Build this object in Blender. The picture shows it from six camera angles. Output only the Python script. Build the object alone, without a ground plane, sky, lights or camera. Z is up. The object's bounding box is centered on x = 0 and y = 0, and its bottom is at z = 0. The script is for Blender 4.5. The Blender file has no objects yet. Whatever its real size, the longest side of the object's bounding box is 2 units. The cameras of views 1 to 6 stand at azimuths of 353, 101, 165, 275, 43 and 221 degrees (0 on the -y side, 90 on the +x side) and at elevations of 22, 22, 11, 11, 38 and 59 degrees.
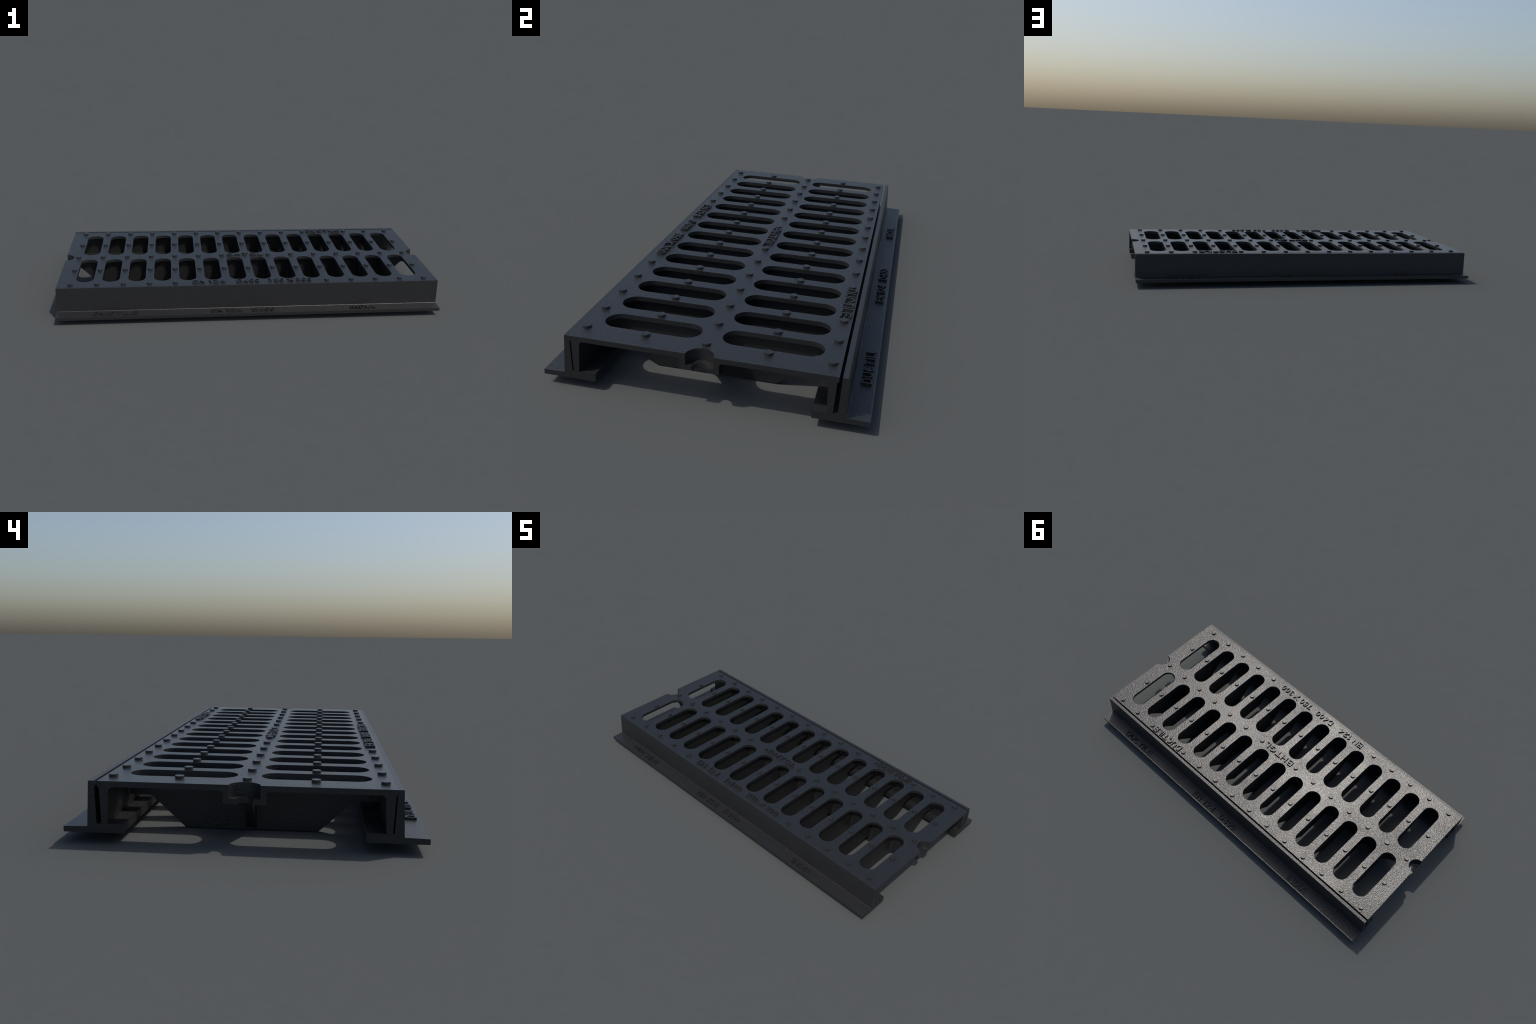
"""Cast-iron gully grating: slotted, studded grate seated in two flanged frame rails."""
import bpy, bmesh, math
from mathutils import Matrix, Vector

scene = bpy.context.scene
COL = scene.collection

# ------------------------------------------------------------------ dimensions
LEN = 1.0               # half length (x)
Y0 = -0.0045            # the grate leans against the near rail
PITCH = 2.0 / 15.0
Z_TOP, Z_UND = 0.173, 0.157
LIP = 0.4003            # half width of the grate plate
SLOT_W, SLOT_L, SLOT_Y = 0.0897, 0.3085, 0.1875
ROWS = (-0.374, -0.1875, 0.0, 0.1875, 0.374)
STUD_R, STUD_H = 0.0131, 0.008
BOSS_OUT, BOSS_CUP, BOSS_HOLE = 0.0585, 0.0425, 0.0228
Z_BOSS, Z_CUP = 0.120, 0.1355


# ------------------------------------------------------------------ materials
def cast_iron(name, grain=190.0, bump=0.74, base=(0.0188, 0.0192, 0.0202), patchy=True, rough=0.285):
    m = bpy.data.materials.new(name)
    m.use_nodes = True
    nt = m.node_tree
    N, L = nt.nodes, nt.links
    bsdf = N["Principled BSDF"]
    tc = N.new("ShaderNodeTexCoord")

    fine = N.new("ShaderNodeTexNoise")
    fine.inputs["Scale"].default_value = grain
    fine.inputs["Detail"].default_value = 2.0
    fine.inputs["Roughness"].default_value = 0.55
    L.new(tc.outputs["Object"], fine.inputs["Vector"])

    broad = N.new("ShaderNodeTexNoise")
    broad.inputs["Scale"].default_value = 3.2
    broad.inputs["Detail"].default_value = 2.0
    L.new(tc.outputs["Object"], broad.inputs["Vector"])

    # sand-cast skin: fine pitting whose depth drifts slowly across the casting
    depth = N.new("ShaderNodeMapRange")
    depth.inputs["From Min"].default_value = 0.35
    depth.inputs["From Max"].default_value = 0.65
    depth.inputs["To Min"].default_value = 0.75 * bump
    depth.inputs["To Max"].default_value = 1.15 * bump
    L.new(broad.outputs["Fac"], depth.inputs["Value"])

    bmp = N.new("ShaderNodeBump")
    bmp.inputs["Distance"].default_value = 0.0022
    if patchy:
        # bump weakened in one patch, where the speckle in the highlight looks softer
        far = N.new("ShaderNodeVectorMath")
        far.operation = "DISTANCE"
        far.inputs[1].default_value = (0.60, -0.04, Z_TOP)
        L.new(tc.outputs["Object"], far.inputs[0])
        patch_bump = N.new("ShaderNodeMapRange")
        patch_bump.inputs["From Min"].default_value = 0.10
        patch_bump.inputs["From Max"].default_value = 0.42
        patch_bump.inputs["To Min"].default_value = 0.66
        patch_bump.inputs["To Max"].default_value = 1.0
        L.new(far.outputs["Value"], patch_bump.inputs["Value"])
        mul = N.new("ShaderNodeMath")
        mul.operation = "MULTIPLY"
        L.new(depth.outputs["Result"], mul.inputs[0])
        L.new(patch_bump.outputs["Result"], mul.inputs[1])
        # the upper face is open-grained; undersides and walls are duller and finer
        geo = N.new("ShaderNodeNewGeometry")
        sep = N.new("ShaderNodeSeparateXYZ")
        L.new(geo.outputs["True Normal"], sep.inputs[0])
        up = N.new("ShaderNodeMapRange")
        up.inputs["From Min"].default_value = 0.6
        up.inputs["From Max"].default_value = 0.9
        up.inputs["To Min"].default_value = 0.88
        up.inputs["To Max"].default_value = 1.0
        L.new(sep.outputs["Z"], up.inputs["Value"])
        mul2 = N.new("ShaderNodeMath")
        mul2.operation = "MULTIPLY"
        L.new(mul.outputs["Value"], mul2.inputs[0])
        L.new(up.outputs["Result"], mul2.inputs[1])
        L.new(mul2.outputs["Value"], bmp.inputs["Strength"])
        dull = N.new("ShaderNodeMapRange")
        dull.inputs["From Min"].default_value = 0.6
        dull.inputs["From Max"].default_value = 0.9
        dull.inputs["To Min"].default_value = 0.38
        dull.inputs["To Max"].default_value = rough
        L.new(sep.outputs["Z"], dull.inputs["Value"])
        L.new(dull.outputs["Result"], bsdf.inputs["Roughness"])
    else:
        L.new(depth.outputs["Result"], bmp.inputs["Strength"])
    L.new(fine.outputs["Fac"], bmp.inputs["Height"])
    L.new(bmp.outputs["Normal"], bsdf.inputs["Normal"])

    ramp = N.new("ShaderNodeValToRGB")
    ramp.color_ramp.elements[0].position = 0.30
    ramp.color_ramp.elements[1].position = 0.72
    ramp.color_ramp.elements[0].color = (base[0] * 0.80, base[1] * 0.80, base[2] * 0.80, 1)
    ramp.color_ramp.elements[1].color = (base[0] * 1.20, base[1] * 1.20, base[2] * 1.20, 1)
    L.new(fine.outputs["Fac"], ramp.inputs["Fac"])
    L.new(ramp.outputs["Color"], bsdf.inputs["Base Color"])

    bsdf.inputs["Metallic"].default_value = 0.0
    bsdf.inputs["Roughness"].default_value = rough
    bsdf.inputs["Specular IOR Level"].default_value = 0.5
    return m


MAT_GRATE = cast_iron("cast_iron_grate")
MAT_FRAME = cast_iron("cast_iron_frame", bump=0.72, patchy=False, rough=0.37)


# ------------------------------------------------------------------ helpers
def smooth_by_angle(me, deg=32.0):
    bm = bmesh.new()
    bm.from_mesh(me)
    lim = math.radians(deg)
    for f in bm.faces:
        f.smooth = True
    for e in bm.edges:
        e.smooth = len(e.link_faces) == 2 and e.calc_face_angle(0.0) < lim
    bm.to_mesh(me)
    bm.free()


def make(name, bm, mat, parent=None):
    bmesh.ops.recalc_face_normals(bm, faces=bm.faces)
    me = bpy.data.meshes.new(name)
    bm.to_mesh(me)
    bm.free()
    smooth_by_angle(me)
    me.materials.append(mat)
    return place(name, me, parent)


def place(name, me, parent=None, loc=(0, 0, 0), rot=0.0):
    ob = bpy.data.objects.new(name, me)
    COL.objects.link(ob)
    ob.location = loc
    ob.rotation_euler = (0, 0, rot)
    if parent:
        ob.parent = parent
    return ob


def arc(cx, cy, r, a0, a1, n):
    return [(cx + r * math.cos(math.radians(a0 + (a1 - a0) * i / n)),
             cy + r * math.sin(math.radians(a0 + (a1 - a0) * i / n))) for i in range(n + 1)]


def round_corners(pts, radii, n=5):
    """Replace polygon corners by tangent arcs (radius 0 keeps the corner)."""
    out = []
    m = len(pts)
    for i, (p, r) in enumerate(zip(pts, radii)):
        if r <= 0:
            out.append(tuple(p))
            continue
        p = Vector(p)
        a = (Vector(pts[i - 1]) - p).normalized()
        b = (Vector(pts[(i + 1) % m]) - p).normalized()
        half = a.angle(b) / 2
        t = r / math.tan(half)
        c = p + (a + b).normalized() * (r / math.sin(half))
        s, e = p + a * t - c, p + b * t - c
        ang = s.angle_signed(e)
        for k in range(n + 1):
            th = -ang * k / n
            out.append((c.x + s.x * math.cos(th) - s.y * math.sin(th),
                        c.y + s.x * math.sin(th) + s.y * math.cos(th)))
    return out


def prism_x(bm, prof, x_of):
    """Extrude a (y, z) profile along x; x_of(z) -> (x_low, x_high)."""
    lo, hi = [], []
    for y, z in prof:
        a, b = x_of(z)
        lo.append(bm.verts.new((a, y, z)))
        hi.append(bm.verts.new((b, y, z)))
    n = len(prof)
    bm.faces.new(lo)
    bm.faces.new(hi[::-1])
    for i in range(n):
        j = (i + 1) % n
        bm.faces.new((lo[i], hi[i], hi[j], lo[j]))


def prism_z(bm, outline, z_bot, z_top):
    """Extrude an (x, y) outline upward; z_bot may depend on x."""
    f = z_bot if callable(z_bot) else (lambda x: z_bot)
    lo = [bm.verts.new((x, y, f(x))) for x, y in outline]
    hi = [bm.verts.new((x, y, z_top)) for x, y in outline]
    n = len(outline)
    bmesh.ops.triangulate(bm, faces=[bm.faces.new(lo[::-1])])
    bm.faces.new(hi)
    for i in range(n):
        j = (i + 1) % n
        bm.faces.new((lo[i], lo[j], hi[j], hi[i]))


def sheet_with_holes(outer, holes, z0, z1):
    """Flat plate with cut-outs through a filled 2D curve."""
    cu = bpy.data.curves.new("sheet", "CURVE")
    cu.dimensions = "2D"
    cu.fill_mode = "BOTH"
    cu.extrude = (z1 - z0) / 2
    for loop in [outer] + holes:
        sp = cu.splines.new("POLY")
        sp.points.add(len(loop) - 1)
        for p, (x, y) in zip(sp.points, loop):
            p.co = (x, y, 0, 1)
        sp.use_cyclic_u = True
    ob = bpy.data.objects.new("sheet", cu)
    COL.objects.link(ob)
    dg = bpy.context.evaluated_depsgraph_get()
    me = bpy.data.meshes.new_from_object(ob.evaluated_get(dg))
    bpy.data.objects.remove(ob)
    bpy.data.curves.remove(cu)
    bm = bmesh.new()
    bm.from_mesh(me)
    bpy.data.meshes.remove(me)
    bmesh.ops.translate(bm, vec=(0, 0, (z0 + z1) / 2), verts=bm.verts)
    bmesh.ops.remove_doubles(bm, verts=bm.verts, dist=1e-6)
    return bm


def stadium(cx, cy, w, l, n=20):
    r, s = w / 2, l / 2 - w / 2
    return arc(cx, cy + s, r, 0, 180, n) + arc(cx, cy - s, r, 180, 360, n)


# ------------------------------------------------------------------ pattern-maker's capitals
T = 0.138                # stroke width for a cap height of 1
H = T / 2


def bow(cx, cy, rx, ry, a0, a1, n=14):
    return [(cx + rx * math.cos(math.radians(a0 + (a1 - a0) * i / n)),
             cy + ry * math.sin(math.radians(a0 + (a1 - a0) * i / n))) for i in range(n + 1)]


def glyph(c):
    """Strokes (centre lines) of a plain grotesque capital or figure, and its width."""
    mid = 0.53
    up, lo = (1 - H - mid) / 2, (mid - H) / 2
    if c == "A":
        return 0.92, [[(0.04, 0), (0.46, 1)], [(0.88, 0), (0.46, 1)], [(0.2, 0.29), (0.72, 0.29)]]
    if c == "B":
        return 0.76, [[(H, 0), (H, 1)],
                      [(H, 1 - H), (0.42, 1 - H)] + bow(0.42, mid + up, 0.23, up, 90, -90) + [(H, mid)],
                      [(0.3, mid), (0.44, mid)] + bow(0.44, H + lo, 0.32 - H, lo, 90, -90) + [(H, H)]]
    if c == "C":
        return 0.86, [bow(0.46, 0.5, 0.46 - H, 0.5 - H, 42, 318, 22)]
    if c == "D":
        return 0.80, [[(H, 0), (H, 1)],
                      [(H, 1 - H), (0.36, 1 - H)] + bow(0.36, 0.5, 0.44 - H, 0.5 - H, 90, -90) + [(H, H)]]
    if c == "E":
        return 0.78, [[(H, 0), (H, 1)], [(H, H), (0.78, H)], [(H, 0.54), (0.73, 0.54)], [(H, 1 - H), (0.77, 1 - H)]]
    if c == "G":
        return 0.90, [bow(0.46, 0.5, 0.46 - H, 0.5 - H, 42, 330, 22), [(0.5, 0.46), (0.9, 0.46)],
                      [(0.9 - H, 0.46), (0.9 - H, 0.14)]]
    if c == "H":
        return 0.78, [[(H, 0), (H, 1)], [(0.78 - H, 0), (0.78 - H, 1)], [(H, 0.53), (0.78 - H, 0.53)]]
    if c == "I":
        return T, [[(H, 0), (H, 1)]]
    if c == "L":
        return 0.64, [[(H, 0), (H, 1)], [(H, H), (0.64, H)]]
    if c == "N":
        return 0.78, [[(H, 0), (H, 1)], [(0.78 - H, 0), (0.78 - H, 1)], [(H, 0.92), (0.78 - H, 0.08)]]
    if c == "T":
        return 0.80, [[(0, 1 - H), (0.80, 1 - H)], [(0.40, 0), (0.40, 1 - H)]]
    if c == "U":
        return 0.78, [[(H, 1), (H, 0.36)] + bow(0.39, 0.36, 0.39 - H, 0.36 - H, 180, 360) + [(0.78 - H, 1)]]
    if c == "X":
        return 0.82, [[(0.05, 0), (0.77, 1)], [(0.05, 1), (0.77, 0)]]
    if c == "0":
        return 0.64, [bow(0.32, 0.5, 0.32 - H, 0.5 - H, 90, 450, 30)]
    if c == "1":
        return 0.36, [[(0.36 - H, 0), (0.36 - H, 1)], [(0.36 - H, 0.93), (0.03, 0.70)]]
    if c == "2":
        return 0.66, [bow(0.33, 0.70, 0.33 - H, 0.30 - H, 175, -35) + [(0.07, 0.10)], [(0, H), (0.66, H)]]
    if c == "3":
        return 0.65, [bow(0.31, mid + up, 0.23, up, 160, -90), bow(0.32, H + lo, 0.33 - H, lo, 90, -160)]
    if c == "4":
        return 0.70, [[(0.50, 0), (0.50, 1)], [(0.50, 0.94), (0.06, 0.30)], [(0, 0.29), (0.70, 0.29)]]
    if c == "5":
        return 0.66, [[(0.62, 1 - H), (0.18, 1 - H), (0.10, 0.50)],
                      bow(0.33, 0.335, 0.33 - H, 0.335 - H, 140, -155)]
    if c == "7":
        return 0.64, [[(0, 1 - H), (0.64, 1 - H)], [(0.58, 1 - H), (0.24, 0)]]
    raise ValueError(c)


def ribbon(bm, line, to_world, z0, z1):
    """Solid stroke of width T along a centre line, mitred at its bends."""
    closed = (Vector(line[0]) - Vector(line[-1])).length < 1e-6
    pts = [Vector(p) for p in (line[:-1] if closed else line)]
    n = len(pts)
    cols = []
    for i, p in enumerate(pts):
        d0 = (p - pts[i - 1]).normalized() if (closed or i) else None
        d1 = (pts[(i + 1) % n] - p).normalized() if (closed or i < n - 1) else None
        d0, d1 = d0 or d1, d1 or d0
        t = (d0 + d1).normalized()
        nrm = Vector((-t.y, t.x)) * (H / max(0.5, t.dot(d0)))
        col = []
        for q, z in ((p + nrm, z0), (p + nrm, z1), (p - nrm, z1), (p - nrm, z0)):
            x, y = to_world(q)
            col.append(bm.verts.new((x, y, z)))
        cols.append(col)
    for i in range(n if closed else n - 1):
        a, b = cols[i], cols[(i + 1) % n]
        for k in range(4):
            bm.faces.new((a[k], a[(k + 1) % 4], b[(k + 1) % 4], b[k]))
    if not closed:
        bm.faces.new(cols[0])
        bm.faces.new(cols[-1])


def lettering(text, x0, x1, y0, y1, z, parent, mat, depth=STUD_H, gap=0.19):
    """Raised word fitted into a box on a surface at height z."""
    total = sum(glyph(c)[0] for c in text) + gap * (len(text) - 1)
    sx, sy = (x1 - x0) / total, y1 - y0
    bm = bmesh.new()
    pen = 0.0
    for c in text:
        w, strokes = glyph(c)
        for k, line in enumerate(strokes):
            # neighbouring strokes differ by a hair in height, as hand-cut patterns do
            ribbon(bm, line, lambda q: (x0 + (pen + q.x) * sx, y0 + q.y * sy), z - 0.0015, z + depth - 0.0003 * k)
        pen += w + gap
    return make("raised_lettering", bm, mat, parent)


# ------------------------------------------------------------------ top-level object
root = bpy.data.objects.new("drain_grating", None)
COL.objects.link(root)
root["label"] = "dark cast iron slotted drain grating in flanged frame rails"
root["category"] = "drain grate"

# ------------------------------------------------------------------ grate body
N_ARC = 24
outer = [(-LEN, Y0 - LIP), (LEN, Y0 - LIP)]
outer += [(x, y) for x, y in arc(LEN, Y0, BOSS_CUP, 270, 90, N_ARC)]
outer += [(LEN, Y0 + LIP), (-LEN, Y0 + LIP)]
outer += [(x, y) for x, y in arc(-LEN, Y0, BOSS_CUP, 90, -90, N_ARC)]
slots = [stadium((i + 0.5) * PITCH, Y0 + s * SLOT_Y, SLOT_W, SLOT_L)
         for i in range(-7, 7) for s in (-1, 1)]
bm = sheet_with_holes(outer, slots, Z_UND, Z_TOP)

# drafted side webs hanging below the plate, filleted inside
for s in (-1, 1):
    prof = [(0.3958, Z_UND), (0.3912, 0.0552), (0.3745, 0.0552), (0.3700, 0.1450)]
    prof += arc(0.358, 0.145, 0.012, 15, 90, 6)
    prism_x(bm, [(Y0 + s * y, z) for y, z in prof], lambda z: (-LEN, LEN))

# keyhole bosses: half-round cups with a half-round hole, one at each end
for s in (-1, 1):
    rings = arc(BOSS_OUT + 0.010, Z_UND - 0.010, 0.010, 90, 180, 5)
    rings += [(BOSS_OUT, Z_BOSS), (BOSS_HOLE, Z_BOSS), (BOSS_HOLE, Z_CUP),
              (BOSS_CUP, Z_CUP), (BOSS_CUP, Z_UND)]
    grid = []
    for k in range(N_ARC + 1):
        th = math.radians(-90 + 180 * k / N_ARC)
        grid.append([bm.verts.new((s * (LEN - r * math.cos(th)), Y0 + r * math.sin(th), z))
                     for r, z in rings])
    for k in range(N_ARC):
        for j in range(len(rings) - 1):
            bm.faces.new((grid[k][j], grid[k][j + 1], grid[k + 1][j + 1], grid[k + 1][j]))
    bm.faces.new(grid[0])
    bm.faces.new(grid[-1])
grate = make("grate", bm, MAT_GRATE, root)

# ------------------------------------------------------------------ cross ribs
def rib_mesh(z_foot, ramp=lambda x: 0.0):
    """Trapezoid rib under a bar, with short arms to the side webs and filleted joints."""
    foot = 0.1970 + z_foot * 1.07
    pts = [(-0.372, 0.159), (-0.372, 0.095), (-0.2985, 0.095), (-foot, z_foot),
           (foot, z_foot), (0.2985, 0.095), (0.372, 0.095), (0.372, 0.159)]
    prof = round_corners(pts, [0, 0.012, 0.022, 0.004, 0.004, 0.022, 0.012, 0])
    half = lambda z: 0.0088 + 0.0032 * z / 0.157
    bm = bmesh.new()
    prism_x(bm, [(Y0 + y, z) for y, z in prof], lambda z: (-half(z), half(z)))
    r = 0.014
    for sx in (-1, 1):
        for sy in (-1, 1):
            # fillet against the longitudinal web and against the side web
            for cy, dy, zb in ((0.012, 1, 0.001), (0.371, -1, 0.0955)):
                x_in = 0.0090
                loop = [(x_in - 0.004, cy - dy * 0.004), (x_in + r, cy - dy * 0.004)]
                loop += [(x, cy + dy * y) for x, y in
                         [(x_in + r + r * math.cos(math.radians(a)), r + r * math.sin(math.radians(a)))
                          for a in range(270, 179, -15)]]
                loop += [(x_in - 0.004, cy + dy * r)]
                prism_z(bm, [(sx * x, Y0 + sy * y) for x, y in loop],
                        (lambda x, zb=zb: max(zb, ramp(x) if cy < 0.1 else 0.0)), 0.158)
    bmesh.ops.recalc_face_normals(bm, faces=bm.faces)
    me = bpy.data.meshes.new("cross_rib")
    bm.to_mesh(me)
    bm.free()
    smooth_by_angle(me)
    me.materials.append(MAT_GRATE)
    return me


Z_SHALLOW = 0.0430
WEB_FOOT = 0.807


rib_shallow = rib_mesh(Z_SHALLOW)
rib_deep = rib_mesh(0.0)
rib_end = rib_mesh(0.0, lambda x: max(0.0015, x * 0.985 - 0.0045) if x > 0 else 0.001)
for i in range(-6, 7):
    me = rib_shallow if i % 2 else rib_end if abs(i) == 6 else rib_deep
    place("cross_rib", me, grate, (i * PITCH, 2 * Y0 if i == -6 else 0, 0), math.pi if i == -6 else 0)

# ------------------------------------------------------------------ longitudinal web
bm = bmesh.new()
HW = 0.012
half_line = [(-0.952, Z_BOSS), (-0.9258, Z_BOSS), (-WEB_FOOT, 0.003), (-0.800, 0.0005)]
line = half_line + [(-x, z) for x, z in half_line[::-1]]
lo = [bm.verts.new((x, Y0 - HW, z)) for x, z in line] + \
     [bm.verts.new((0.952, Y0 - HW, 0.158)), bm.verts.new((-0.952, Y0 - HW, 0.158))]
hi = [bm.verts.new((v.co.x, Y0 + HW, v.co.z)) for v in lo]
bm.faces.new(lo)
bm.faces.new(hi[::-1])
for i in range(len(lo)):
    j = (i + 1) % len(lo)
    bm.faces.new((lo[i], hi[i], hi[j], lo[j]))
make("longitudinal_web", bm, MAT_GRATE, grate)

# ------------------------------------------------------------------ studs
bm = bmesh.new()
N = 28
rings = [(STUD_R, -0.001), (STUD_R - 0.0003, STUD_H)]
vs = [[bm.verts.new((r * math.cos(2 * math.pi * k / N), r * math.sin(2 * math.pi * k / N), z))
       for k in range(N)] for r, z in rings]
for a, b in zip(vs, vs[1:]):
    for k in range(N):
        bm.faces.new((a[k], a[(k + 1) % N], b[(k + 1) % N], b[k]))
bm.faces.new(vs[-1])
bm.faces.new(vs[0][::-1])
bmesh.ops.recalc_face_normals(bm, faces=bm.faces)
stud_me = bpy.data.meshes.new("stud")
bm.to_mesh(stud_me)
bm.free()
smooth_by_angle(stud_me, 30)
stud_me.materials.append(MAT_GRATE)

LETTERED = {0: range(-2, 3), 2: range(0, 1), 4: range(4, 5)}   # columns the words replace
for r, y in enumerate(ROWS):
    for i in range(-7, 8):
        if i in LETTERED.get(r, ()):
            continue
        place("stud", stud_me, grate, (i * PITCH, Y0 + y, Z_TOP))

# ------------------------------------------------------------------ lettering on the grate
for word, a, b in (("EN", -0.311, -0.249), ("124", -0.2265, -0.1405), ("D400", -0.081, 0.039),
                   ("750", 0.086, 0.1685), ("X", 0.188, 0.219), ("300", 0.235, 0.317)):
    lettering(word, a, b, -0.3945, -0.3595, Z_TOP, grate, MAT_GRATE)
lettering("BHTGL", -0.1045, 0.1035, -0.0230, 0.0130, Z_TOP, grate, MAT_GRATE)
lettering("DUCTILE", 0.4245, 0.6420, 0.3535, 0.3890, Z_TOP, grate, MAT_GRATE)

# ------------------------------------------------------------------ frame rails
Z_FL = 0.0450
rail_prof = [
    (-0.4936, 0.0286), (-0.4936, Z_FL - 0.0008), (-0.4278, Z_FL + 0.0010), (-0.4264, Z_FL + 0.0024),
    (-0.4204, Z_TOP), (-0.4048, Z_TOP), (-0.4003, 0.0545),
    (-0.3268, 0.0545), (-0.3268, 0.0286)]
bm = bmesh.new()
prism_x(bm, rail_prof, lambda z: (-LEN, LEN))
bmesh.ops.recalc_face_normals(bm, faces=bm.faces)
rail = make("frame_rail", bm, MAT_FRAME, root)
rail2 = place("frame_rail", rail.data, root, rot=math.pi)

words = [lettering(w, a, b, -0.4812, -0.4496, Z_FL, rail, MAT_FRAME) for w, a, b in
         (("DUCTILE", -0.813, -0.5945), ("EN", -0.2185, -0.1610), ("124", -0.1400, -0.0565),
          ("D400", -0.0045, 0.1125), ("INDIA", 0.520, 0.6480))]
for w in words:
    place("raised_lettering", w.data, rail2)
